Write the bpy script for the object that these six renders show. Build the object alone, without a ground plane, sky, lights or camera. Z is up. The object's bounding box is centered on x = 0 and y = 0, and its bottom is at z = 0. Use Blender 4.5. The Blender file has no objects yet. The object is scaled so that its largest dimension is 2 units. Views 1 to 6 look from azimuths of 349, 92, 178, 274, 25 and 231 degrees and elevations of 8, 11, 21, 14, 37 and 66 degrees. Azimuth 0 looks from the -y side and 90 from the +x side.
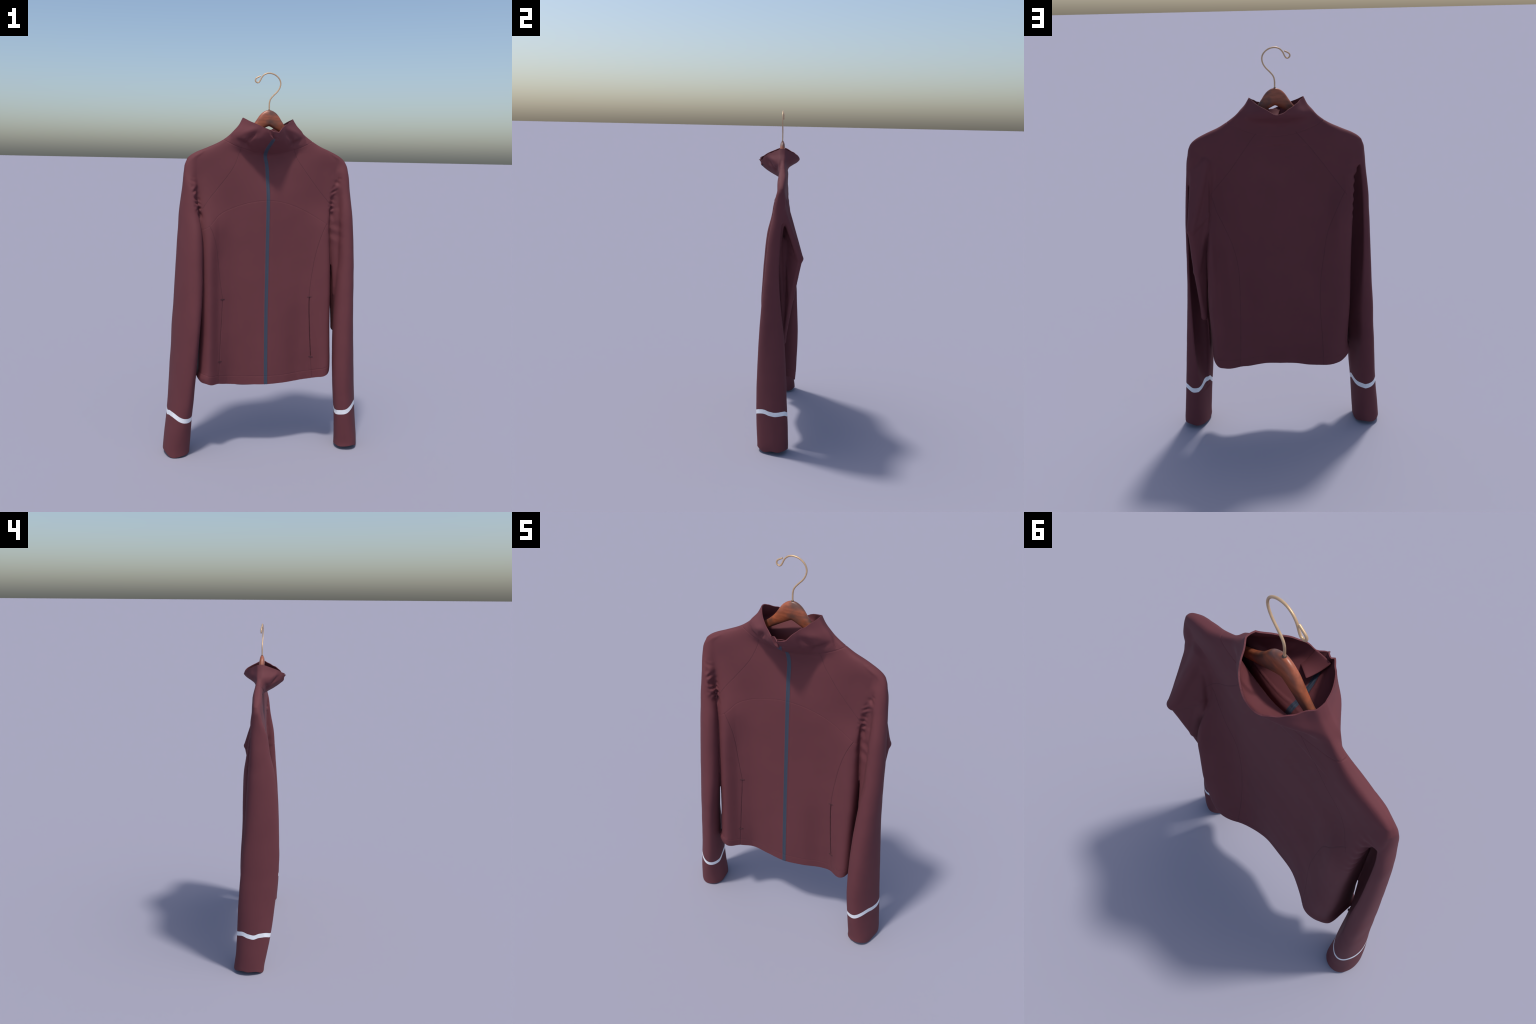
"""A zipped fleece jacket hanging on a wooden clothes hanger.

The cloth is described as a smooth solid (torso slab, two sleeve tubes, a fold
under one arm and a flaring collar, all given by cross-section curves along z),
skinned with surface nets, opened at neck, hem and cuffs, split along its seams
and given a thickness."""
import bpy, bmesh, math
import numpy as np
from mathutils import Vector

STEP = 0.004        # skin resolution
CLOTH = 0.0042      # cloth thickness
rng = np.random.default_rng(7)


# ------------------------------------------------------------------ curves
def curve(*pairs):
    """Smooth (cubic Hermite) curve through (t, value) pairs, held constant outside."""
    t = np.array([p[0] for p in pairs], float)
    v = np.array([p[1] for p in pairs], float)
    m = np.gradient(v, t) if len(t) > 2 else np.full(len(t), (v[-1] - v[0]) / (t[-1] - t[0]))
    # limit the slopes so that the curve never overshoots
    s = np.diff(v) / np.diff(t)
    lo = np.concatenate([[s[0]], s]); hi = np.concatenate([s, [s[-1]]])
    m = np.where(lo * hi <= 0, 0, np.sign(m) * np.minimum(np.abs(m), 3 * np.minimum(np.abs(lo), np.abs(hi))))

    n = 4000
    x = np.linspace(t[0], t[-1], n + 1)
    i = np.clip(np.searchsorted(t, x, side="right") - 1, 0, len(t) - 2)
    h = t[i + 1] - t[i]; u = (x - t[i]) / h
    u2 = u * u; u3 = u2 * u
    fine = (2 * u3 - 3 * u2 + 1) * v[i] + (u3 - 2 * u2 + u) * h * m[i] + (3 * u2 - 2 * u3) * v[i + 1] + (u3 - u2) * h * m[i + 1]
    fine = np.append(fine, fine[-1])

    def f(x):       # tabulated, because it is evaluated at millions of points
        p = np.clip((np.asarray(x, float) - t[0]) * (n / (t[-1] - t[0])), 0, n)
        j = p.astype(np.int32)
        return fine[j] + (fine[j + 1] - fine[j]) * (p - j)
    return f


def smoothstep(a, b, x):
    t = np.clip((x - a) / (b - a), 0, 1)
    return t * t * (3 - 2 * t)


def bump(x, c, w):
    return np.exp(-((x - c) / w) ** 2)


def smin(a, b, k):
    h = np.maximum(k - np.abs(a - b), 0) / k
    return np.minimum(a, b) - h * h * k * 0.25


# ------------------------------------------------------------------ the torso
# front and back sheet: depth y at stations across (x), each a curve along z
LEVELS = (0.38, 0.60, 0.85, 1.05, 1.20, 1.35, 1.50, 1.60)
STATIONS = np.array([-0.37, -0.34, -0.31, -0.25, -0.20, -0.10, 0.0, 0.10, 0.20, 0.25, 0.31, 0.34, 0.37])
FRONT = ((-.096, -.104, -.102, -.044, -.010, -.018, -.031, -.018, .002, -.005, -.064, -.082, -.084),
         (-.088, -.095, -.096, -.044, -.022, -.022, -.028, -.022, -.010, -.020, -.054, -.066, -.070),
         (-.080, -.086, -.088, -.042, -.025, -.024, -.026, -.024, -.018, -.023, -.048, -.060, -.065),
         (-.072, -.078, -.080, -.036, -.023, -.023, -.025, -.023, -.019, -.024, -.045, -.054, -.056),
         (-.056, -.062, -.064, -.038, -.024, -.023, -.025, -.023, -.020, -.025, -.037, -.041, -.042),
         (-.038, -.038, -.034, -.024, -.020, -.022, -.024, -.021, -.017, -.017, -.020, -.026, -.030),
         (-.022, -.022, -.022, -.021, -.019, -.013, -.007, -.012, -.018, -.021, -.020, -.020, -.020),
         (-.024, -.024, -.024, -.020, -.014, .000, .010, .000, -.014, -.020, -.024, -.024, -.024))
BACK = ((.110, .116, .118, .108, .080, .040, .030, .030, .066, .102, .134, .146, .144),
        (.108, .112, .110, .088, .064, .044, .037, .034, .046, .076, .124, .143, .140),
        (.094, .098, .094, .074, .054, .038, .035, .032, .030, .044, .102, .131, .130),
        (.092, .094, .090, .058, .036, .029, .026, .025, .022, .026, .072, .112, .120),
        (.086, .086, .082, .044, .032, .028, .026, .025, .023, .023, .034, .058, .085),
        (.076, .064, .046, .026, .026, .029, .030, .029, .026, .023, .024, .034, .050),
        (.047, .042, .038, .034, .032, .029, .028, .029, .032, .034, .036, .038, .040),
        (.040, .042, .043, .040, .032, .026, .028, .026, .032, .040, .043, .042, .040))
front_rows = [curve(*zip(LEVELS, col)) for col in zip(*FRONT)]
back_rows = [curve(*zip(LEVELS, col)) for col in zip(*BACK)]


def cardinal(i):
    """Smooth weight of station i (Catmull-Rom, linear in the stations' values)."""
    t = STATIONS; e = np.zeros(len(t)); e[i] = 1.0
    m = np.gradient(e, t)

    def f(x):
        x = np.clip(x, t[0], t[-1])
        j = np.clip(np.searchsorted(t, x, side="right") - 1, 0, len(t) - 2)
        h = t[j + 1] - t[j]; u = (x - t[j]) / h
        u2 = u * u; u3 = u2 * u
        return (2 * u3 - 3 * u2 + 1) * e[j] + (u3 - 2 * u2 + u) * h * m[j] + (3 * u2 - 2 * u3) * e[j + 1] + (u3 - u2) * h * m[j + 1]
    return f


weights = [cardinal(i) for i in range(len(STATIONS))]


def sheet_tables(nx=400, nz=500):
    X, Z = np.linspace(-.40, .40, nx + 1), np.linspace(LEVELS[0], LEVELS[-1], nz + 1)
    F = sum(w(X)[:, None] * f(Z)[None] for w, f in zip(weights, front_rows))
    B = sum(w(X)[:, None] * b(Z)[None] for w, b in zip(weights, back_rows))
    return np.pad(F, ((0, 1), (0, 1)), "edge"), np.pad(B, ((0, 1), (0, 1)), "edge"), nx, nz


FT, BT, NX, NZ = sheet_tables()


def sheets(X, Z):
    p = np.clip((X + .40) * (NX / .80), 0, NX); q = np.clip((Z - LEVELS[0]) * (NZ / (LEVELS[-1] - LEVELS[0])), 0, NZ)
    i, j = p.astype(np.int32), q.astype(np.int32)
    u, v = p - i, q - j
    return [(t[i, j] * (1 - u) + t[i + 1, j] * u) * (1 - v) + (t[i, j + 1] * (1 - u) + t[i + 1, j + 1] * u) * v for t in (FT, BT)]


torso_left = curve((.36, -.352), (.40, -.362), (.435, -.375), (.47, -.360), (.52, -.358), (.60, -.358), (.79, -.361), (1.06, -.364), (1.20, -.368), (1.30, -.374),
                   (1.45, -.392), (1.50, -.406), (1.535, -.417), (1.560, -.415), (1.574, -.404), (1.596, -.370), (1.618, -.320), (1.643, -.264),
                   (1.669, -.221), (1.698, -.186), (1.737, -.150), (1.768, -.133), (1.82, -.10))
torso_right = curve((.36, .352), (.46, .364), (.60, .360), (.87, .357), (1.02, .352), (1.12, .345), (1.22, .338), (1.32, .342), (1.45, .380),
                    (1.50, .400), (1.535, .413), (1.555, .414), (1.567, .407), (1.588, .380), (1.611, .335), (1.635, .280), (1.655, .245), (1.677, .211),
                    (1.707, .173), (1.738, .142), (1.769, .123), (1.82, .10))
torso_round = curve((.4, 4.5), (.7, 6.0), (1.15, 6.0), (1.4, 3.6), (1.6, 3.0))


def torso(X, Y, Z):
    F, B = sheets(X, Z)
    ym, h = (F + B) / 2, np.maximum((B - F) / 2, 0.012)
    low = smoothstep(.50, .75, Z) * (1 - smoothstep(1.25, 1.45, Z))
    l = torso_left(Z) - 0.14 * (Y - 0.01) * low
    r = torso_right(Z) + 0.14 * (Y - 0.01) * low
    c, w = (l + r) / 2, (r - l) / 2
    n = torso_round(Z)
    s, t = np.abs(X - c) / w, np.abs(Y - ym) / h
    s = np.maximum(s, 1e-4); t = np.maximum(t, 1e-4)
    R = (s ** n + t ** n) ** (1 / n)
    g = np.sqrt(((s / R) ** (n - 1) / w) ** 2 + ((t / R) ** (n - 1) / h) ** 2)
    return (R - 1) / g


# ------------------------------------------------------------------ tubes
def tube(rows):
    """rows: z, centre x, centre y, long half axis, short half axis, angle (degrees), roundness"""
    return [curve(*[(r[0], r[k]) for r in rows]) for k in range(1, 7)]


def tube_distance(par, X, Y, Z):
    cx, cy, a, b, ang, n = [f(Z) for f in par]
    c, s = np.cos(np.radians(ang)), np.sin(np.radians(ang))
    dx, dy = X - cx, Y - cy
    u = np.maximum(np.abs(dx * c + dy * s) / a, 1e-4)
    v = np.maximum(np.abs(-dx * s + dy * c) / b, 1e-4)
    R = (u ** n + v ** n) ** (1 / n)
    g = np.sqrt(((u / R) ** (n - 1) / a) ** 2 + ((v / R) ** (n - 1) / b) ** 2)
    return np.maximum((R - 1) / g, Z - 1.60)


# each sleeve hangs as a pressed, slanting tube; the left one is folded in behind the arm
SHOULDER = [(1.50, .403, .004, .027, .0285, 80, 2), (1.56, .385, .005, .016, .021, 90, 2), (1.58, .362, .003, .016, .016, 90, 2), (1.60, .332, .003, .012, .010, 90, 2)]


def mirrored(rows):
    return [(r[0], -r[1], r[2], r[3], r[4], 180 - r[5], r[6]) for r in rows]


sleeve_left = tube([(-.06, -.467, .037, .089, .071, 93, 2.2), (.02, -.466, .034, .089, .070, 95, 2.2), (.1, -.461, .022, .092, .068, 101, 2.1), (.2, -.454, .010, .100, .063, 105, 2.0),
                    (.3, -.446, .001, .107, .060, 109, 1.9), (.4, -.4400, -.006, .112, .0565, 111, 1.9), (.5, -.4345, -.0135, .115, .054, 113, 1.9),
                    (.6, -.428, -.021, .117, .052, 114, 1.9), (.7, -.4225, -.026, .116, .052, 116, 1.95), (.8, -.4155, -.028, .109, .052, 117.5, 2),
                    (1.0, -.4075, -.0275, .096, .050, 119, 2.2), (1.2, -.4036, -.0225, .079, .044, 121, 2.2), (1.3, -.4079, -.0144, .062, .037, 122.4, 2.2),
                    (1.40, -.406, -.010, .050, .031, 118, 2)] + mirrored(SHOULDER))
hollow_left = tube([(.26, -.392, .060, .03, .001, 110, 2), (.36, -.386, .050, .050, .022, 110, 2), (.45, -.382, .043, .062, .031, 112, 2), (.55, -.379, .038, .070, .036, 115, 2), (.65, -.376, .036, .072, .033, 118, 2),
                    (.8, -.373, .031, .076, .040, 120, 2), (1.0, -.374, .026, .073, .047, 120, 2),
                    (1.2, -.380, .020, .058, .038, 124, 2), (1.35, -.390, .018, .038, .021, 122, 2), (1.45, -.394, .016, .020, .007, 120, 2)])
hollow_right = tube([(.22, .420, .048, .03, .001, 75, 2), (.36, .419, .040, .048, .026, 75, 2), (.5, .421, .034, .056, .035, 75, 2), (.65, .424, .030, .060, .034, 78, 2), (.85, .425, .030, .058, .036, 80, 2),
                     (1.0, .428, .030, .052, .032, 82, 2), (1.15, .430, .028, .044, .026, 85, 2), (1.25, .431, .027, .032, .014, 85, 2), (1.37, .433, .028, .014, .001, 85, 2)])
sleeve_right = tube([(-.06, .471, -.005, .092, .0625, 70, 2.7), (.02, .471, -.005, .092, .0625, 70, 2.7), (.1, .4655, -.009, .095, .059, 67, 2.6), (.2, .457, -.014, .098, .055, 64, 2.5),
                     (.35, .4445, -.020, .096, .0555, 61, 2.4), (.5, .4355, -.022, .090, .057, 64, 2.4), (.7, .4285, -.0225, .080, .055, 72, 2.3),
                     (.85, .426, -.023, .070, .0515, 80, 2.2), (.95, .426, -.023, .063, .048, 85, 2.1), (1.02, .428, -.024, .056, .044, 86, 2),
                     (1.17, .4265, -.021, .048, .039, 80, 2), (1.28, .421, -.018, .042, .036, 82, 2), (1.40, .414, -.003, .034, .030, 82, 2)] + SHOULDER)


def plate(A, B, C, r, X, Y, Z):
    """Rounded triangular plate: the distance to triangle ABC less r."""
    A, B, C = map(lambda p: np.array(p, float), (A, B, C))
    P = (X, Y, Z)
    dot = lambda v, w: sum(v[i] * w[i] for i in range(3))
    ba, cb, ac = B - A, C - B, A - C
    pa, pb, pc = [[P[i] - Q[i] for i in range(3)] for Q in (A, B, C)]
    nor = np.cross(ba, ac)
    inside = (np.sign(dot(np.cross(ba, nor), pa)) + np.sign(dot(np.cross(cb, nor), pb)) + np.sign(dot(np.cross(ac, nor), pc))) >= 2

    def edge(e, p):
        t = np.clip(dot(e, p) / (e @ e), 0, 1)
        return sum((e[i] * t - p[i]) ** 2 for i in range(3))
    d2 = np.where(inside, dot(nor, pa) ** 2 / (nor @ nor), np.minimum(np.minimum(edge(ba, pa), edge(cb, pb)), edge(ac, pc)))
    return np.sqrt(d2) - r


# the right underarm is drawn back into a bulging fold
TIP, ARMPIT, MID, LOW = (.429, .124, 1.165), (.357, .052, 1.215), (.418, .080, .93), (.398, .040, .66)
FOLD = [((.345, .026, 1.47), (.404, .026, 1.42), TIP, .017), ((.345, .026, 1.47), TIP, ARMPIT, .017),
        (TIP, ARMPIT, MID, .0155), (MID, ARMPIT, LOW, .014), ((.385, .0, 1.30), ARMPIT, LOW, .013), ((.385, .0, 1.30), (.380, -.01, .90), LOW, .013),
        ((.336, .020, 1.42), (.405, -.005, 1.42), (.385, -.005, .86), .014), ((.336, .020, 1.40), (.350, .025, 1.05), (.385, -.005, 1.0), .014)]


def arm_right(X, Y, Z):
    d = -smin(-tube_distance(sleeve_right, X, Y, Z), np.maximum(tube_distance(hollow_right, X, Y, Z), np.maximum(.22 - Z, Z - 1.36)), .014)
    p = None
    for A, B, C, r in FOLD:
        q = plate(A, B, C, r, X, Y, Z)
        p = q if p is None else smin(p, q, .012)
    return smin(d, p, .016)


def arm_left(X, Y, Z):
    return -smin(-tube_distance(sleeve_left, X, Y, Z), np.maximum(tube_distance(hollow_left, X, Y, Z), np.maximum(.26 - Z, Z - 1.46)), .014)


# ------------------------------------------------------------------ the collar
collar_left = curve((1.56, -.14), (1.60, -.175), (1.66, -.19), (1.698, -.183), (1.737, -.150), (1.768, -.133), (1.85, -.11))
collar_right = curve((1.56, .13), (1.60, .165), (1.66, .183), (1.707, .170), (1.738, .142), (1.769, .122), (1.85, .10))
collar_front = curve((1.555, .015), (1.585, -.005), (1.60, -.030), (1.62, -.066), (1.645, -.103), (1.662, -.124), (1.69, -.142), (1.73, -.154), (1.85, -.17))
collar_side = curve((1.57, .017), (1.60, .008), (1.64, -.006), (1.665, -.012))
collar_back = curve((1.555, .026), (1.633, .031), (1.654, .045), (1.67, .068), (1.684, .091), (1.70, .107), (1.73, .118), (1.85, .13))


def collar(X, Y, Z):
    l, r, f, b = collar_left(Z), collar_right(Z), collar_front(Z), collar_back(Z)
    c, w = (l + r) / 2, (r - l) / 2
    side = collar_side(Z)
    h = np.where(Y < side, np.maximum(side - f, .006), np.maximum(b - side, .006))
    n = np.where(Y < side, np.where(X < c, 1.15, 1.0), 1.45)
    s, t = np.maximum(np.abs(X - c) / w, 1e-4), np.maximum(np.abs(Y - side) / h, 1e-4)
    R = (s ** n + t ** n) ** (1 / n)
    g = np.sqrt(((s / R) ** (n - 1) / w) ** 2 + ((t / R) ** (n - 1) / h) ** 2)
    return np.maximum((R - 1) / g, 1.56 - Z)


blend = curve((1.0, .004), (1.2, .006), (1.34, .014), (1.44, .030), (1.52, .022), (1.57, .008))


def cloth(X, Y, Z, zone):
    """Signed distance to the cloth's outside; zone -1, 0, 1 = left arm, middle, right arm."""
    T = torso(X, Y, Z)
    if zone == 0:
        return smin(T, collar(X, Y, Z), .022)
    A = arm_left(X, Y, Z) if zone < 0 else arm_right(X, Y, Z)
    return smin(T, A, blend(Z))


ZONE = 0.27


def at_points(P, what=cloth):
    out = np.empty(len(P))
    for zone, sel in ((-1, P[:, 0] < -ZONE), (0, np.abs(P[:, 0]) <= ZONE), (1, P[:, 0] > ZONE)):
        if sel.any():
            out[sel] = what(P[sel, 0], P[sel, 1], P[sel, 2], zone)
    return out


def gradient(P, e=5e-4):
    d0 = at_points(P)
    g = np.stack([at_points(P + e * np.eye(3)[k]) - d0 for k in range(3)], 1) / e
    return d0, g


# ------------------------------------------------------------------ skinning (surface nets)
def skin():
    xs = np.arange(-.585, .585, STEP); ys = np.arange(-.205, .185, STEP); zs = np.arange(-.05, 1.84, STEP)
    D = np.full((len(xs), len(ys), len(zs)), .1, np.float32)
    for zone, sel in ((-1, xs < -ZONE), (0, np.abs(xs) <= ZONE), (1, xs > ZONE)):
        i = np.nonzero(sel)[0]
        for k in range(0, len(zs), 50):
            if zs[min(k + 50, len(zs)) - 1] < .33 and zone == 0 or zs[k] > 1.65 and zone != 0:
                continue
            D[i[0]:i[-1] + 1, :, k:k + 50] = cloth(xs[i][:, None, None], ys[None, :, None], zs[None, None, k:k + 50], zone)
    S = D < 0
    D[:, :, 0] = np.abs(D[:, :, 0]); S[:, :, 0] = False
    nx, ny, nz = S.shape
    c = np.zeros((nx - 1, ny - 1, nz - 1), np.int8)
    for i in (0, 1):
        for j in (0, 1):
            for k in (0, 1):
                c += S[i:nx - 1 + i, j:ny - 1 + j, k:nz - 1 + k]
    cell = np.nonzero((c > 0) & (c < 8))
    index = np.full(c.shape, -1, np.int64); index[cell] = np.arange(len(cell[0]))
    base = np.stack(cell, 1)
    acc = np.zeros((len(base), 3)); num = np.zeros(len(base))
    corners = [(i, j, k) for i in (0, 1) for j in (0, 1) for k in (0, 1)]
    for a in corners:
        for ax in range(3):
            if a[ax] == 0:
                b = list(a); b[ax] = 1
                da = D[base[:, 0] + a[0], base[:, 1] + a[1], base[:, 2] + a[2]]
                db = D[base[:, 0] + b[0], base[:, 1] + b[1], base[:, 2] + b[2]]
                hit = (da < 0) != (db < 0)
                t = np.where(hit, da / np.where(hit, da - db, 1), 0)
                p = np.tile(np.array(a, float), (len(base), 1)); p[:, ax] += t
                acc[hit] += p[hit]; num[hit] += 1
    V = (base + acc / num[:, None]) * STEP + np.array([xs[0], ys[0], zs[0]])
    quads = []
    for ax in range(3):
        lo = [slice(None)] * 3; hi = [slice(None)] * 3
        lo[ax] = slice(0, -1); hi[ax] = slice(1, None)
        s0, s1 = S[tuple(lo)], S[tuple(hi)]
        e = np.stack(np.nonzero(s0 != s1), 1)
        o1, o2 = (ax + 1) % 3, (ax + 2) % 3
        e = e[(e[:, o1] > 0) & (e[:, o2] > 0) & (e[:, o1] < S.shape[o1] - 1) & (e[:, o2] < S.shape[o2] - 1)]
        out = s0[tuple(e.T)]

        def at(d1, d2):
            q = e.copy(); q[:, o1] -= d1; q[:, o2] -= d2
            return index[tuple(q.T)]
        q = np.stack([at(1, 1), at(0, 1), at(0, 0), at(1, 0)], 1)
        q[~out] = q[~out][:, ::-1]
        quads.append(q)
    Q = np.concatenate(quads)
    E = np.unique(np.sort(np.concatenate([Q[:, [0, 1]], Q[:, [1, 2]], Q[:, [2, 3]], Q[:, [3, 0]]]), 1), axis=0)
    for r in range(4):
        s = np.zeros_like(V); n = np.zeros(len(V))
        for a, b in ((0, 1), (1, 0)):
            for k in range(3):
                s[:, k] += np.bincount(E[:, a], V[E[:, b], k], len(V))
            n += np.bincount(E[:, a], minlength=len(V))
        V = V + 0.5 * (s / n[:, None] - V)
        for q in range(2 if r == 3 else 1):
            d, g = gradient(V)
            step = d / np.maximum((g ** 2).sum(1), .25)
            V = V - np.clip(step, -.004, .004)[:, None] * g
    # shorter diagonal
    d1 = ((V[Q[:, 0]] - V[Q[:, 2]]) ** 2).sum(1); d2 = ((V[Q[:, 1]] - V[Q[:, 3]]) ** 2).sum(1)
    a = d1 <= d2
    T = np.concatenate([Q[a][:, [0, 1, 2]], Q[a][:, [0, 2, 3]], Q[~a][:, [0, 1, 3]], Q[~a][:, [1, 2, 3]]])
    return V, T


def split(V, T, g, gate=None, eps=5e-4):
    """Cut the triangles along g = 0 (only edges whose ends lie in the gate)."""
    g = np.where(np.abs(g) < eps, 0.0, g)
    if gate is None:
        gate = np.ones(len(V), bool)
    active = gate[T].any(1) & (g[T].min(1) < 0) & (g[T].max(1) > 0)
    away, T = T[~active], T[active]
    E = np.sort(np.concatenate([T[:, [0, 1]], T[:, [1, 2]], T[:, [2, 0]]]), 1)
    key = E[:, 0] * len(V) + E[:, 1]
    uk, inv = np.unique(key, return_inverse=True)
    ea, eb = uk // len(V), uk % len(V)
    cut = (g[ea] * g[eb] < 0) & gate[ea] & gate[eb]
    new = np.full(len(uk), -1, np.int64); new[cut] = len(V) + np.arange(cut.sum())
    t = (g[ea[cut]] / (g[ea[cut]] - g[eb[cut]]))[:, None]
    V2 = np.concatenate([V, V[ea[cut]] * (1 - t) + V[eb[cut]] * t])
    M = new[inv].reshape(3, -1).T          # new vertex on edges 01, 12, 20
    n = (M >= 0).sum(1)
    out = [away, T[n == 0]]
    for r in range(3):
        R = np.roll(T, -r, 1); N = np.roll(M, -r, 1)
        one = (n == 1) & (N[:, 0] >= 0)
        out += [np.stack([R[one, 0], N[one, 0], R[one, 2]], 1), np.stack([N[one, 0], R[one, 1], R[one, 2]], 1)]
        two = (n == 2) & (N[:, 0] >= 0) & (N[:, 2] >= 0)
        a, b, c, p, q = R[two, 0], R[two, 1], R[two, 2], N[two, 0], N[two, 2]
        out += [np.stack([a, p, q], 1), np.stack([p, b, c], 1), np.stack([p, c, q], 1)]
    return V2, np.concatenate(out)


def tidy(V, T):
    used = np.unique(T); m = np.full(len(V), -1, np.int64); m[used] = np.arange(len(used))
    return V[used], m[T]


# ------------------------------------------------------------------ seams and edges, as functions of a point
zip_x = curve((.37, .005), (.47, .003), (.65, .001), (.83, 0), (1.36, 0), (1.46, -.004), (1.54, -.008), (1.585, -.017), (1.605, -.019), (1.63, -.014), (1.66, -.002), (1.70, .010))
princess_front_l = curve((.36, -.253), (.51, -.245), (.64, -.240), (.84, -.232), (.894, -.239), (.995, -.252), (1.07, -.260), (1.16, -.278), (1.225, -.306), (1.26, -.335))
princess_front_r = curve((.36, .266), (.517, .254), (.65, .244), (.844, .236), (.874, .237), (.974, .247), (1.094, .267), (1.17, .289), (1.234, .318), (1.26, .335))
princess_back_l = curve((.36, -.226), (.553, -.218), (.734, -.208), (.85, -.212), (.987, -.229), (1.10, -.246), (1.20, -.280), (1.313, -.330), (1.36, -.36))
princess_back_r = curve((.36, .221), (.63, .209), (.858, .206), (1.036, .231), (1.147, .271), (1.22, .302), (1.31, .330), (1.36, .36))
yoke_z = curve((-.37, 1.195), (-.306, 1.225), (-.251, 1.282), (-.20, 1.309), (-.097, 1.343), (0, 1.355), (.092, 1.343), (.202, 1.301), (.267, 1.264), (.318, 1.234), (.36, 1.212))
raglan_front_l = curve((1.26, -.38), (1.324, -.332), (1.359, -.307), (1.418, -.259), (1.533, -.176), (1.60, -.150), (1.64, -.14))
raglan_front_r = curve((1.27, .38), (1.336, .335), (1.401, .279), (1.505, .197), (1.575, .149), (1.614, .133), (1.64, .12))
raglan_back_l = curve((1.26, -.37), (1.313, -.330), (1.367, -.289), (1.429, -.243), (1.555, -.144), (1.59, -.112), (1.64, -.07))
raglan_back_r = curve((1.26, .37), (1.31, .330), (1.42, .237), (1.595, .106), (1.64, .07))
hem_front = curve((-.372, .455), (-.354, .428), (-.317, .412), (-.292, .402), (-.255, .396), (-.22, .386), (-.116, .378), (0, .377), (.09, .377), (.2, .385), (.257, .392), (.294, .406), (.322, .413), (.345, .425), (.372, .455))
hem_back = curve((-.372, .455), (-.35, .425), (-.325, .404), (-.286, .391), (-.254, .384), (-.188, .368), (-.125, .359), (0, .356), (.07, .357), (.129, .361), (.17, .366), (.221, .380), (.301, .395), (.345, .412), (.372, .450))


def middle(P):
    F, B = sheets(P[:, 0], P[:, 2])
    return (F + B) / 2


def hem(P):
    m = smoothstep(-.03, .05, P[:, 1] - .01)
    return hem_front(P[:, 0]) * (1 - m) + hem_back(P[:, 0]) * m - .003 - .005 * m


def rim(P):
    x, y = P[:, 0], P[:, 1]
    u = np.where(x < -.007, (-.007 - x) / .127, (x + .007) / .129)
    u = np.sqrt(u * u + .08 ** 2) - .03
    z = 1.695 + .076 * np.clip(u, 0, 1.3) ** 1.05
    z = z - .013 * bump(x, .024, .020) * (y < 0) + .004 * bump(x, -.03, .02) * (y < 0) + .004 * bump(x, -.007, .03) * (y > 0)
    return z + .0018 * np.sin(58 * x + 2) * np.sin(41 * y + 1) + .0012 * np.sin(120 * x + 90 * y)


def around(P, par):
    """angle round a sleeve: 0 = front, 90 = +x side, 180 = back"""
    return np.arctan2(P[:, 0] - par[0](P[:, 2]), -(P[:, 1] - par[1](P[:, 2])))


def cuff_end(P, side):
    par = sleeve_left if side < 0 else sleeve_right
    u = (P[:, 0] - par[0](0.0)) / .069
    v = (P[:, 1] - par[1](0.0)) / .086
    a = around(P, par)
    if side < 0:
        return .0 + .022 * np.clip(-u, 0, 1) ** 3 + .012 * np.clip(u, 0, 1) ** 3 + .016 * np.clip(v, 0, 1) ** 3 + .0035 * np.sin(5 * a)
    return .0 + .020 * np.clip(u, 0, 1) ** 3 + .010 * np.clip(-u, 0, 1) ** 3 + .018 * np.clip(np.abs(v), 0, 1) ** 3 + .0035 * np.sin(5 * a + 1)


band_left = curve((-180, .217), (-155, .233), (-138, .241), (-118, .230), (-90, .223), (-55, .230), (-20, .222), (15, .201), (50, .200), (78, .228), (100, .236), (135, .222), (180, .217))
band_right = curve((-180, .222), (-154, .244), (-104, .252), (-75, .224), (-50, .203), (-16, .211), (10, .228), (35, .238), (95, .233), (140, .241), (163, .224), (180, .222))


def band_height(P, side):
    """height of the lower edge of the reflective band round the cuff"""
    a = np.degrees(around(P, sleeve_left if side < 0 else sleeve_right))
    return (band_left if side < 0 else band_right)(a) + .0006 * np.sin(np.radians(9 * a))


BAND = .0255
V, T = skin()


def sides(V):
    """distances to torso and to arm, and the plain region masks of each vertex"""
    dT = torso(V[:, 0], V[:, 1], V[:, 2])
    dA = np.full(len(V), 9.0)
    l, r = V[:, 0] < -.26, V[:, 0] > .26
    dA[l] = arm_left(*V[l].T); dA[r] = arm_right(*V[r].T)
    return dT, dA


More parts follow.
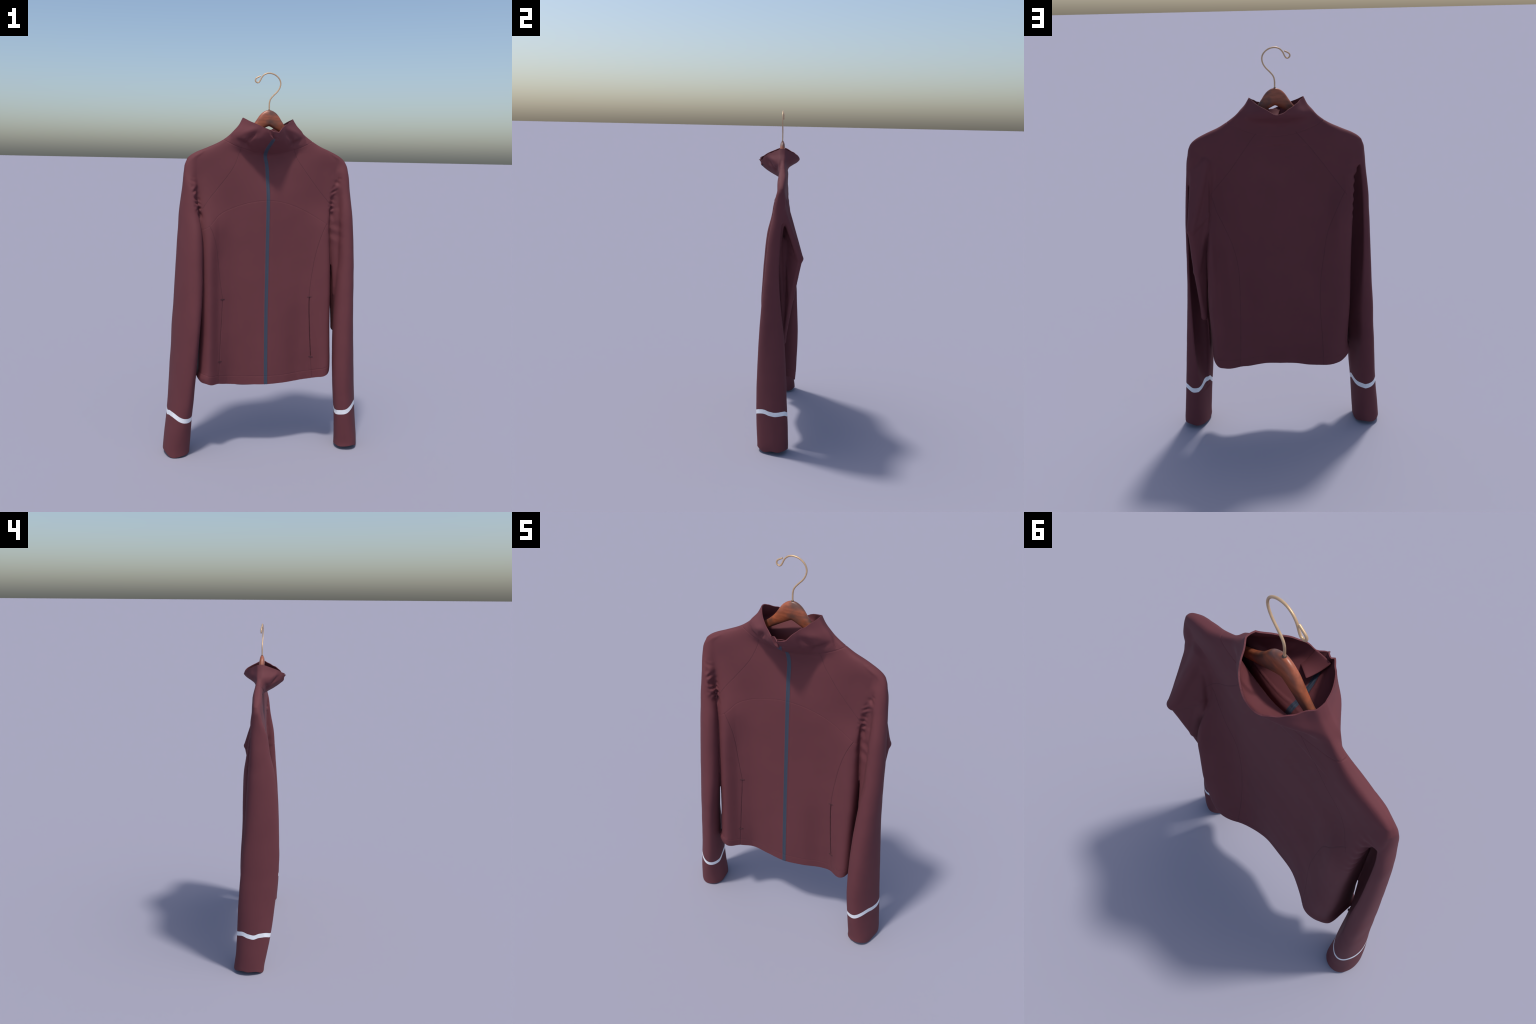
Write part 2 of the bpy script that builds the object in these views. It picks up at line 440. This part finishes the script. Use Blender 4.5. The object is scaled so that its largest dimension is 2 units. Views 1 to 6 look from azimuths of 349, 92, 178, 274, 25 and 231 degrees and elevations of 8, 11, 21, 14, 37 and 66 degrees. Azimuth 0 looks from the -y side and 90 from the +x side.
# ------------------------------------------------------------------ cut the openings
g = V[:, 2] - rim(V)
gate = (np.abs(V[:, 0]) < .22) & (V[:, 2] > 1.62)
V, T = split(V, T, g, gate)
C = V[T].mean(1)
T = T[~((C[:, 2] > rim(C)) & (C[:, 2] > 1.64) & (np.abs(C[:, 0]) < .2))]
dT, dA = sides(V)
on_torso = (dT < dA) & (V[:, 2] < .60)
g = np.where(on_torso, hem(V) - V[:, 2], -1)
V, T = split(V, T, g, on_torso)
C = V[T].mean(1); cT, cA = sides(C)
T = T[~((cT < cA) & (C[:, 2] < .60) & (hem(C) > C[:, 2]))]
for side in (-1, 1):
    s = (V[:, 0] * side > .3) & (V[:, 2] < .2)
    g = np.where(s, cuff_end(V, side) - V[:, 2], -1)
    V, T = split(V, T, g, s)
    C = V[T].mean(1)
    T = T[~((C[:, 0] * side > .3) & (C[:, 2] < .2) & (cuff_end(C, side) > C[:, 2]))]
V, T = tidy(V, T)

# ------------------------------------------------------------------ split along the seams
# each seam: name, function giving the signed distance from it, gate, half width, depth
POCKET = (.515, .842)


def slant(f, z):
    return 1 / np.sqrt(1 + ((f(z + .004) - f(z - .004)) / .008) ** 2)


def seam_list():
    def along_z(f, front, lo, hi, arm=False):
        def fn(P):
            return (P[:, 0] - f(P[:, 2])) * slant(f, P[:, 2])

        def gate(P, dT, dA):
            y = P[:, 1] < middle(P)
            return (y == front) & (P[:, 2] > lo(P) if callable(lo) else (y == front) & (P[:, 2] > lo)) & (P[:, 2] < (hi(P) if callable(hi) else hi)) & ((dT < dA + .012) if arm else (dT < dA))
        return fn, gate
    low = lambda P: hem(P) - .01
    neck = lambda P: 1.600 + 1.25 * P[:, 0] ** 2
    L = []
    for f, hi in ((princess_front_l, lambda P: yoke_z(P[:, 0])), (princess_front_r, lambda P: yoke_z(P[:, 0]))):
        L.append(along_z(f, True, low, hi) + (.0019, .0016))
    for f in (princess_back_l, princess_back_r):
        L.append(along_z(f, False, low, 1.32) + (.0019, .0012))
    for f, front in ((raglan_front_l, True), (raglan_front_r, True), (raglan_back_l, False), (raglan_back_r, False)):
        L.append(along_z(f, front, 1.30, neck, True) + (.0017, .0009))

    def yoke(P):
        return (P[:, 2] - yoke_z(P[:, 0])) / np.sqrt(1 + ((yoke_z(P[:, 0] + .004) - yoke_z(P[:, 0] - .004)) / .008) ** 2)
    L.append((yoke, lambda P, dT, dA: (P[:, 1] < middle(P)) & (dT < dA) & (np.abs(P[:, 0]) < .34), .0030, .0008))
    L.append((lambda P: P[:, 2] - 1.593 - 1.25 * P[:, 0] ** 2, lambda P, dT, dA: (np.abs(P[:, 0]) < .27) & (P[:, 2] > 1.57), .0032, .0012))
    L.append((lambda P: P[:, 2] - hem(P) - .045, lambda P, dT, dA: (P[:, 2] < .55) & (dT < dA), .003, .0008))
    return L


seams = seam_list()
for fn, gt, w, depth in seams:
    for off in (-w, 0, w):
        d = fn(V) - off
        dT, dA = sides(V)
        V, T = split(V, T, d, gt(V, dT, dA) & (np.abs(d) < .03))
ZIP = .0092
for off in (-ZIP - .0035, -ZIP, 0, ZIP, ZIP + .0035):
    d = V[:, 0] - zip_x(V[:, 2]) - off
    front = V[:, 1] < np.minimum(middle(V), .03) - .004
    V, T = split(V, T, d, front & (np.abs(d) < .02))
lap_x = curve((1.655, .004), (1.664, .000), (1.68, -.016), (1.695, -.024), (1.72, -.030))
for off in (-.0012, .0012):
    d = V[:, 0] - lap_x(V[:, 2]) - off
    V, T = split(V, T, d, (np.abs(d) < .02) & (V[:, 1] < -.05) & (V[:, 2] > 1.655))
for side in (-1, 1):
    for off in (0, BAND):
        s = (V[:, 0] * side > .3) & (V[:, 2] < .36) & (V[:, 2] > .14)
        dT, dA = sides(V)
        s &= dA < dT
        V, T = split(V, T, V[:, 2] - band_height(V, side) - off, s)
# the line where each raglan sleeve leaves the torso
dT, dA = sides(V)
s = (np.abs(V[:, 0]) > .29) & (V[:, 2] < 1.36)
V, T = split(V, T, np.where(s, dT - dA, 1), s)
for f, front, side in ((raglan_front_l, True, -1), (raglan_front_r, True, 1), (raglan_back_l, False, -1), (raglan_back_r, False, 1)):
    pass
a = V[T]; keep = ((np.cross(a[:, 1] - a[:, 0], a[:, 2] - a[:, 0]) ** 2).sum(1) > 1e-18)
T = T[keep]
V, T = tidy(V, T)


def vertex_normals(V, T):
    a = V[T]; n = np.cross(a[:, 1] - a[:, 0], a[:, 2] - a[:, 0])
    N = np.stack([sum(np.bincount(T[:, c], n[:, k], len(V)) for c in range(3)) for k in range(3)], 1)
    return N / np.maximum(np.linalg.norm(N, axis=1), 1e-12)[:, None]


# ------------------------------------------------------------------ name the parts of the cloth, face by face
C = V[T].mean(1)
dT, dA = sides(C)
front = C[:, 1] < middle(C)
x, z = C[:, 0], C[:, 2]
part = np.full(len(T), "back_panel", dtype=object)
hand = np.where(x < 0, "", ".001")
L = x < 0
princess = np.where(front, np.where(L, princess_front_l(z) - x, x - princess_front_r(z)), np.where(L, princess_back_l(z) - x, x - princess_back_r(z)))
raglan = np.where(front, np.where(L, raglan_front_l(z) - x, x - raglan_front_r(z)), np.where(L, raglan_back_l(z) - x, x - raglan_back_r(z)))
part[front] = "front_panel"
side_panel = (princess > 0) & np.where(front, z < yoke_z(x), z < 1.33)
part[side_panel] = "side_panel"
part[front & (z > yoke_z(x)) & ~side_panel] = "yoke"
sleeve = ((raglan > 0) & (z > 1.30)) | ((dA < dT) & (np.abs(x) > .29))
part[sleeve] = "sleeve"
part[(z > 1.593 + 1.25 * x ** 2) & (np.abs(x) < .25)] = "collar"
torso_piece = np.isin(part, ("front_panel", "side_panel", "back_panel"))
part[torso_piece & (z < hem(C) + .045)] = "hem_band"
seam_face = np.zeros(len(T), bool)
for fn, gt, w, depth in seams[:8]:
    seam_face |= (np.abs(fn(C)) < w) & gt(C, dT, dA)
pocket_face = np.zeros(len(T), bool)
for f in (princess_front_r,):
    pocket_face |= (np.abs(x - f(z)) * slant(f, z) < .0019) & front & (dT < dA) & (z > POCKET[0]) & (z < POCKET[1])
zipper = (np.abs(x - zip_x(z)) < ZIP) & (C[:, 1] < np.minimum(middle(C), .03) - .004) & (z < 1.664)
for sgn in (-1, 1):
    s = (x * sgn > .3) & (part == "sleeve") & (z < .36)
    h = band_height(C, sgn)
    part[s & (z < h)] = "cuff"
    part[s & (z >= h) & (z < h + BAND)] = "reflective_band"
name = np.array([p + (h if p in ("front_panel", "side_panel", "yoke", "sleeve", "cuff", "reflective_band") else "") for p, h in zip(part, hand)], dtype=object)
name[seam_face & ~zipper] = "seam"
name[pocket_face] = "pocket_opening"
name[zipper] = "zipper"

# ------------------------------------------------------------------ relief: seams, folds, wrinkles
N = vertex_normals(V, T)
dT, dA = sides(V)
x, y, z = V.T
push = np.zeros(len(V))
for fn, gt, w, depth in seams:
    d = fn(V); m = gt(V, dT, dA)
    groove = -depth * np.clip(1 - np.abs(d) / w, 0, 1)
    push += np.where(m & (np.abs(d) < w), groove, 0)
isfront = y < middle(V)
for f, deep in ((princess_front_l, .0010), (princess_front_r, .004)):     # pocket openings
    d = np.abs(x - f(z))
    m = isfront & (dT < dA) & (z > POCKET[0]) & (z < POCKET[1])
    push += np.where(m, -deep * np.clip(1 - d / .0025, 0, 1), 0)
d = np.abs(x - zip_x(z))
m = isfront & (y < .026) & (z < 1.664)
push += np.where(m, .0016 * smoothstep(ZIP + .0035, ZIP, d) - .0010 * np.clip(1 - d / .004, 0, 1) * (d < .004), 0)
# soft unevenness of the cloth
push += .0006 * np.sin(17 * x + 5 * z + 1) * np.sin(11 * z - 6 * x + 12 * y) + .0003 * np.sin(43 * x - 19 * z) * np.sin(31 * z + 23 * x + 2)
# puckered cloth where the sleeve fronts are drawn in under the arm
crease_l = curve((1.15, -.322), (1.20, -.338), (1.29, -.360), (1.41, -.384), (1.50, -.400))
crease_r = curve((1.05, .345), (1.25, .345), (1.33, .340), (1.40, .350), (1.47, .372), (1.51, .385))
for crease, lo, hi, sel, amount in ((crease_l, 1.26, 1.46, x < -.2, .0048), (crease_r, 1.24, 1.47, x > .2, .0036)):
    d = x - crease(z) - .004
    zone = np.exp(-(d / .014) ** 2) * smoothstep(lo - .02, lo + .05, z) * (1 - smoothstep(hi - .05, hi + .03, z)) * (isfront & sel)
    zig = np.sin(186 * z + 95 * d + 2.2 * np.sin(47 * z)) * .6 + np.sin(133 * z - 120 * d + 1.7 * np.sin(71 * z + 1)) * .6 + .5 * np.sin(61 * z + 30 * d + 2)
    push += zone * (amount * zig - .003)
# wavy edge on the left back corner
zone = np.exp(-((x + .385) / .02) ** 2) * (~isfront) * smoothstep(1.15, 1.2, z) * (1 - smoothstep(1.42, 1.5, z)) * (x < 0)
push += zone * .003 * np.sin(z * 2 * np.pi / .045)
# dents in the collar's front, where it buckles over the seam
for cx, cz, ang, a in ((-.105, 1.672, .9, -.012), (-.135, 1.640, -.6, -.010), (-.07, 1.69, 1.2, -.004), (.105, 1.672, -.9, -.011), (.14, 1.652, .5, -.010), (.075, 1.685, -1.3, -.005),
                       (-.12, 1.70, .5, .004), (.12, 1.705, -.4, .004)):
    u, w = (x - cx) * math.cos(ang) + (z - cz) * math.sin(ang), -(x - cx) * math.sin(ang) + (z - cz) * math.cos(ang)
    push += a * np.exp(-(u / .034) ** 2 - (w / .012) ** 2) * isfront
# the left collar edge laps over the tucked-in placket above the zip
d = x - lap_x(z)
push += np.where((y < -.05) & (z > 1.655), smoothstep(1.657, 1.668, z) * (-.008 * smoothstep(-.0013, .0013, d) * (1 - smoothstep(.004, .034, d)) + .002 * np.exp(-(np.minimum(d, 0) / .012) ** 2) * (d < 0)), 0)
# crosswise tension wrinkles in the right underarm fold and at the left elbow
push += .0016 * np.sin(z * 62 + 3 * np.sin(z * 21) + 40 * x) * bump(x, .36, .03) * isfront * smoothstep(.95, 1.05, z) * (1 - smoothstep(1.4, 1.46, z))
V = V + N * push[:, None]
N = vertex_normals(V, T)

# ------------------------------------------------------------------ thickness
E = np.concatenate([T[:, [0, 1]], T[:, [1, 2]], T[:, [2, 0]]])
owner = np.tile(np.arange(len(T)), 3)
k = np.sort(E, 1); key = k[:, 0] * len(V) + k[:, 1]
uk, first, cnt = np.unique(key, return_index=True, return_counts=True)
border = first[cnt == 1]
Eb, Ob = E[border], owner[border]
n = len(V)
thick = np.full(n, CLOTH)
VV = np.concatenate([V, V - N * thick[:, None]])
low = VV[:, 2].min()
VV[:, 2] = np.where(VV[:, 2] < .3, VV[:, 2] - low * (1 - VV[:, 2] / .3), VV[:, 2])
inner = T[:, ::-1] + n
rim_faces = np.concatenate([np.stack([Eb[:, 1], Eb[:, 0], Eb[:, 0] + n], 1), np.stack([Eb[:, 1], Eb[:, 0] + n, Eb[:, 1] + n], 1)])
faces = np.concatenate([T, inner, rim_faces])
names = np.concatenate([name, name, name[Ob], name[Ob]])
NN = np.concatenate([N, -N])
loop_n = NN[faces]
a = VV[rim_faces]; rn = np.cross(a[:, 1] - a[:, 0], a[:, 2] - a[:, 0])
rn /= np.maximum(np.linalg.norm(rn, axis=1), 1e-12)[:, None]
loop_n[len(T) * 2:] = rn[:, None, :]


# ------------------------------------------------------------------ materials
def new_material(mat_name, rough=.7, metallic=0.0, spec=.5):
    m = bpy.data.materials.new(mat_name); m.use_nodes = True
    b = m.node_tree.nodes["Principled BSDF"]
    b.inputs["Roughness"].default_value = rough
    b.inputs["Metallic"].default_value = metallic
    b.inputs["Specular IOR Level"].default_value = spec
    return m, m.node_tree.nodes, m.node_tree.links, b


def ramp(nodes, links, fac, stops):
    r = nodes.new("ShaderNodeValToRGB")
    while len(r.color_ramp.elements) < len(stops):
        r.color_ramp.elements.new(.5)
    for e, (p, c) in zip(r.color_ramp.elements, stops):
        e.position = p; e.color = (*c, 1)
    links.new(fac, r.inputs[0])
    return r.outputs[0]


def object_coords(nodes, links, scale):
    t = nodes.new("ShaderNodeTexCoord"); m = nodes.new("ShaderNodeMapping")
    m.inputs["Scale"].default_value = scale
    links.new(t.outputs["Object"], m.inputs["Vector"])
    return m.outputs[0]


def noise(nodes, links, vec, scale, detail=3.0):
    n = nodes.new("ShaderNodeTexNoise")
    n.inputs["Scale"].default_value = scale; n.inputs["Detail"].default_value = detail
    links.new(vec, n.inputs["Vector"])
    return n.outputs[0]


def fabric_material(mat_name, dark, light):
    m, nodes, links, b = new_material(mat_name, .75, 0, .25)
    v = object_coords(nodes, links, (1, 1, 1))
    links.new(ramp(nodes, links, noise(nodes, links, v, 6, 4), [(.3, dark), (.7, light)]), b.inputs["Base Color"])
    bp = nodes.new("ShaderNodeBump"); bp.inputs["Strength"].default_value = .06; bp.inputs["Distance"].default_value = .001
    links.new(noise(nodes, links, object_coords(nodes, links, (1, 1, .6)), 700, 2), bp.inputs["Height"])
    links.new(bp.outputs[0], b.inputs["Normal"])
    return m


def zipper_material():
    m, nodes, links, b = new_material("zipper_tape", .6, 0, .4)
    v = object_coords(nodes, links, (1, 0, 0))
    w = nodes.new("ShaderNodeTexWave"); w.inputs["Scale"].default_value = 55; w.bands_direction = "X"
    links.new(v, w.inputs["Vector"])
    links.new(ramp(nodes, links, w.outputs[1], [(0, (.030, .042, .068)), (1, (.042, .056, .085))]), b.inputs["Base Color"])
    return m


def plain_material(mat_name, col, rough, metallic=0.0):
    m, nodes, links, b = new_material(mat_name, rough, metallic)
    v = object_coords(nodes, links, (1, 1, 1))
    lo = tuple(c * .93 for c in col); hi = tuple(min(1, c * 1.05) for c in col)
    links.new(ramp(nodes, links, noise(nodes, links, v, 30), [(.35, lo), (.65, hi)]), b.inputs["Base Color"])
    return m


def wood_material():
    m, nodes, links, b = new_material("stained_wood", .38, 0, .5)
    grain = noise(nodes, links, object_coords(nodes, links, (6, 20, 26)), 3.2, 5)
    patch = noise(nodes, links, object_coords(nodes, links, (9, 14, 14)), 1.7, 3)
    c1 = ramp(nodes, links, grain, [(.3, (.24, .063, .028)), (.72, (.41, .112, .051))])
    c2 = ramp(nodes, links, patch, [(.34, (0, 0, 0)), (.56, (1, 1, 1))])
    mix = nodes.new("ShaderNodeMix"); mix.data_type = "RGBA"
    links.new(c2, mix.inputs["Factor"])
    mix.inputs["A"].default_value = (.135, .058, .040, 1)
    links.new(c1, mix.inputs["B"])
    links.new(mix.outputs["Result"], b.inputs["Base Color"])
    return m


FABRIC = fabric_material("maroon_fleece", (.122, .034, .041), (.132, .037, .044))
SEAM = fabric_material("seam_shade", (.104, .030, .037), (.112, .033, .040))  # fleece colour darkened so seam grooves read as thin shadow lines
DARK_SLIT = fabric_material("dark_slit_fleece", (.058, .018, .023), (.064, .020, .025))  # much darker fleece colour along the right pocket slit
ZIPPER = zipper_material()
SILVER = plain_material("reflective_tape", (.80, .82, .84), .5)
THREAD = plain_material("tack_thread", (.060, .020, .026), .8)
BRASS = plain_material("brass_wire", (.60, .40, .23), .42, .35)
WOOD = wood_material()

# ------------------------------------------------------------------ objects
scene = bpy.context.scene


def put(obj, parent=None):
    scene.collection.objects.link(obj)
    if parent is not None:
        obj.parent = parent
    return obj


def empty(obj_name, label, category):
    o = bpy.data.objects.new(obj_name, None)
    o["label"], o["category"] = label, category
    return put(o)


def raw_mesh(obj_name, V, F, material, parent, normals=None):
    me = bpy.data.meshes.new(obj_name)
    F = np.asarray(F)
    me.vertices.add(len(V)); me.vertices.foreach_set("co", np.asarray(V, np.float32).ravel())
    me.loops.add(F.size); me.loops.foreach_set("vertex_index", F.ravel().astype(np.int32))
    me.polygons.add(len(F))
    me.polygons.foreach_set("loop_start", np.arange(0, F.size, F.shape[1], dtype=np.int32))
    me.update(calc_edges=True)
    me.polygons.foreach_set("use_smooth", np.ones(len(F), bool))
    if normals is not None:
        me.normals_split_custom_set(np.asarray(normals, np.float32).reshape(-1, 3))
    me.materials.append(material)
    return put(bpy.data.objects.new(obj_name, me), parent)


def loft(obj_name, rings, material, parent):
    """Closed skin over a list of rings (each an n x 3 array)."""
    R = np.array(rings); k, m = R.shape[:2]
    V = np.concatenate([R.reshape(-1, 3), R[:1].mean(1), R[-1:].mean(1)])
    me = bpy.data.meshes.new(obj_name)
    F = [(i * m + j, i * m + (j + 1) % m, (i + 1) * m + (j + 1) % m, (i + 1) * m + j) for i in range(k - 1) for j in range(m)]
    F += [(k * m, (j + 1) % m, j) for j in range(m)] + [(k * m + 1, (k - 1) * m + j, (k - 1) * m + (j + 1) % m) for j in range(m)]
    me.from_pydata(V.tolist(), [], F); me.update()
    bm = bmesh.new(); bm.from_mesh(me); bmesh.ops.recalc_face_normals(bm, faces=bm.faces); bm.to_mesh(me); bm.free()
    me.polygons.foreach_set("use_smooth", np.ones(len(me.polygons), bool))
    me.materials.append(material)
    return put(bpy.data.objects.new(obj_name, me), parent)


jacket = empty("jacket", "maroon fleece zip jacket with high collar hanging limp", "jacket")
made = {}
order = ["back_panel", "front_panel", "front_panel.001", "side_panel", "side_panel.001", "yoke", "yoke.001", "collar", "hem_band", "sleeve", "sleeve.001",
         "zipper", "seam", "pocket_opening", "cuff", "cuff.001", "reflective_band", "reflective_band.001"]
for nm in order:
    sel = names == nm
    if not sel.any():
        continue
    f = faces[sel]; used, inv = np.unique(f, return_inverse=True)
    up = jacket
    if nm.startswith(("cuff", "reflective")):
        up = made["sleeve" + (".001" if nm.endswith(".001") else "")]
    mat = {"zipper": ZIPPER, "seam": SEAM, "pocket_opening": DARK_SLIT}[nm] if nm in ("zipper", "seam", "pocket_opening") else SILVER if nm.startswith("reflective") else FABRIC
    made[nm] = raw_mesh(nm, VV[used], inv.reshape(f.shape), mat, up, loop_n[sel])


# stitched bars at both ends of each pocket
def bar(centre, length, width, height, tilt, parent):
    me = bpy.data.meshes.new("bar_tack")
    bm = bmesh.new(); bmesh.ops.create_cube(bm, size=1)
    for v in bm.verts:
        v.co = Vector((v.co.x * length, v.co.y * height, v.co.z * width))
    bmesh.ops.bevel(bm, geom=bm.edges[:], offset=.0009, segments=2, affect="EDGES")
    bm.to_mesh(me); bm.free(); me.materials.append(THREAD)
    o = bpy.data.objects.new("bar_tack", me)
    o.location = centre; o.rotation_euler = tilt
    return put(o, parent)


def front_y(px, pz):
    ys = np.linspace(-.17, .03, 400)
    d = at_points(np.stack([np.full(400, px), ys, np.full(400, pz)], 1))
    return ys[np.nonzero(d < 0)[0][0]]


for f, side in ((princess_front_l, -1), (princess_front_r, 1)):
    for pz, roll in ((POCKET[1] + .002, -.03), (POCKET[0] - .002, .05)):
        px = float(f(pz))
        y0, y1 = front_y(px - .011, pz), front_y(px + .011, pz)
        up = made["side_panel" + ("" if side < 0 else ".001")]
        bar((px, (y0 + y1) / 2 - .0005, pz), .025, .0028, .003, (0, roll, math.atan2(y1 - y0, .022)), up)

# inner placket: the facing of the collar's right front edge, folded back into the neck
A, B, C, D = (np.array(p) for p in ((-.030, -.1265, 1.694), (.024, -.121, 1.700), (.042, -.086, 1.650), (-.006, -.064, 1.660)))
G = np.array([[A * (1 - u) * (1 - w) + B * (1 - u) * w + D * u * (1 - w) + C * u * w + np.array([0, 0, -.006 * math.sin(u * math.pi) + .003 * math.sin(w * math.pi)]) for w in np.linspace(0, 1, 9)] for u in np.linspace(0, 1, 13)])
k, m = G.shape[:2]
F = np.array([(i * m + j, i * m + j + 1, (i + 1) * m + j + 1, (i + 1) * m + j) for i in range(k - 1) for j in range(m - 1)])
placket = raw_mesh("placket", G.reshape(-1, 3), F, FABRIC, jacket)
md = placket.modifiers.new("thickness", "SOLIDIFY"); md.thickness = .0035; md.offset = 0
md = placket.modifiers.new("smooth", "SUBSURF"); md.levels = md.render_levels = 1

# ------------------------------------------------------------------ the hanger
hanger = empty("clothes_hanger", "stained wooden clothes hanger with curled brass hook", "clothes hanger")
top = curve((0, 1.8135), (.012, 1.8115), (.026, 1.8055), (.040, 1.795), (.052, 1.781), (.064, 1.763), (.078, 1.744), (.10, 1.722), (.15, 1.688), (.2, 1.653), (.3, 1.605), (.345, 1.583), (.36, 1.566))
bottom = curve((0, 1.733), (.006, 1.731), (.024, 1.722), (.05, 1.708), (.1, 1.680), (.15, 1.647), (.2, 1.612), (.3, 1.562), (.345, 1.545), (.36, 1.552))
depth = curve((0, .0150), (.06, .0145), (.11, .0115), (.16, .0085), (.3, .008), (.345, .007), (.36, .003))
rings = []
for px in np.concatenate([np.linspace(-.36, -.09, 46), np.linspace(-.085, .085, 86), np.linspace(.09, .36, 46)]):
    t, b, d = float(top(abs(px))), float(bottom(abs(px))), float(depth(abs(px)))
    ring = []
    for a in np.linspace(0, 2 * np.pi, 32, endpoint=False):
        c, s = math.cos(a), math.sin(a)
        ex = .62
        ring.append((px, .004 * min(1, abs(px) / .16) + d * math.copysign(abs(c) ** ex, c) * (1 - .25 * max(s, 0) ** 2), (t + b) / 2 + (t - b) / 2 * math.copysign(abs(s) ** .75, s)))
    rings.append(ring)
loft("hanger_body", rings, WOOD, hanger)

PATH = [(0, 0, 1.805), (0, 0, 1.822), (-.0005, 0, 1.848), (.005, 0, 1.869), (.022, 0, 1.888), (.044, -.001, 1.909), (.055, -.001, 1.930), (.0575, -.001, 1.952), (.047, -.001, 1.974),
        (.024, -.001, 1.991), (-.003, -.001, 1.9965), (-.025, 0, 1.991), (-.040, .001, 1.977), (-.049, .002, 1.957), (-.0555, .003, 1.948), (-.0645, .003, 1.946), (-.0735, .003, 1.953),
        (-.0735, .003, 1.963), (-.0665, .003, 1.971), (-.048, .002, 1.979)]
cu = bpy.data.curves.new("wire_hook", "CURVE"); cu.dimensions = "3D"
sp = cu.splines.new("NURBS"); sp.points.add(len(PATH) - 1)
for p, q in zip(sp.points, PATH):
    p.co = (*q, 1)
sp.order_u = 3; sp.use_endpoint_u = True; sp.resolution_u = 10
cu.bevel_depth = .0035; cu.bevel_resolution = 5; cu.use_fill_caps = True
tmp = bpy.data.objects.new("wire_tmp", cu); scene.collection.objects.link(tmp)
me = bpy.data.meshes.new_from_object(tmp.evaluated_get(bpy.context.evaluated_depsgraph_get()))
me.name = "hook"; me.materials.clear(); me.materials.append(BRASS)
me.polygons.foreach_set("use_smooth", np.ones(len(me.polygons), bool))
bpy.data.objects.remove(tmp)
put(bpy.data.objects.new("hook", me), hanger)
me = bpy.data.meshes.new("ferrule")
bm = bmesh.new()
bmesh.ops.create_cone(bm, cap_ends=True, segments=24, radius1=.0062, radius2=.0050, depth=.004)
bm.to_mesh(me); bm.free(); me.materials.append(plain_material("dark_ferrule", (.10, .06, .04), .5))
o = put(bpy.data.objects.new("ferrule", me), hanger); o.location = (0, 0, 1.8135)
print("triangles", len(faces))
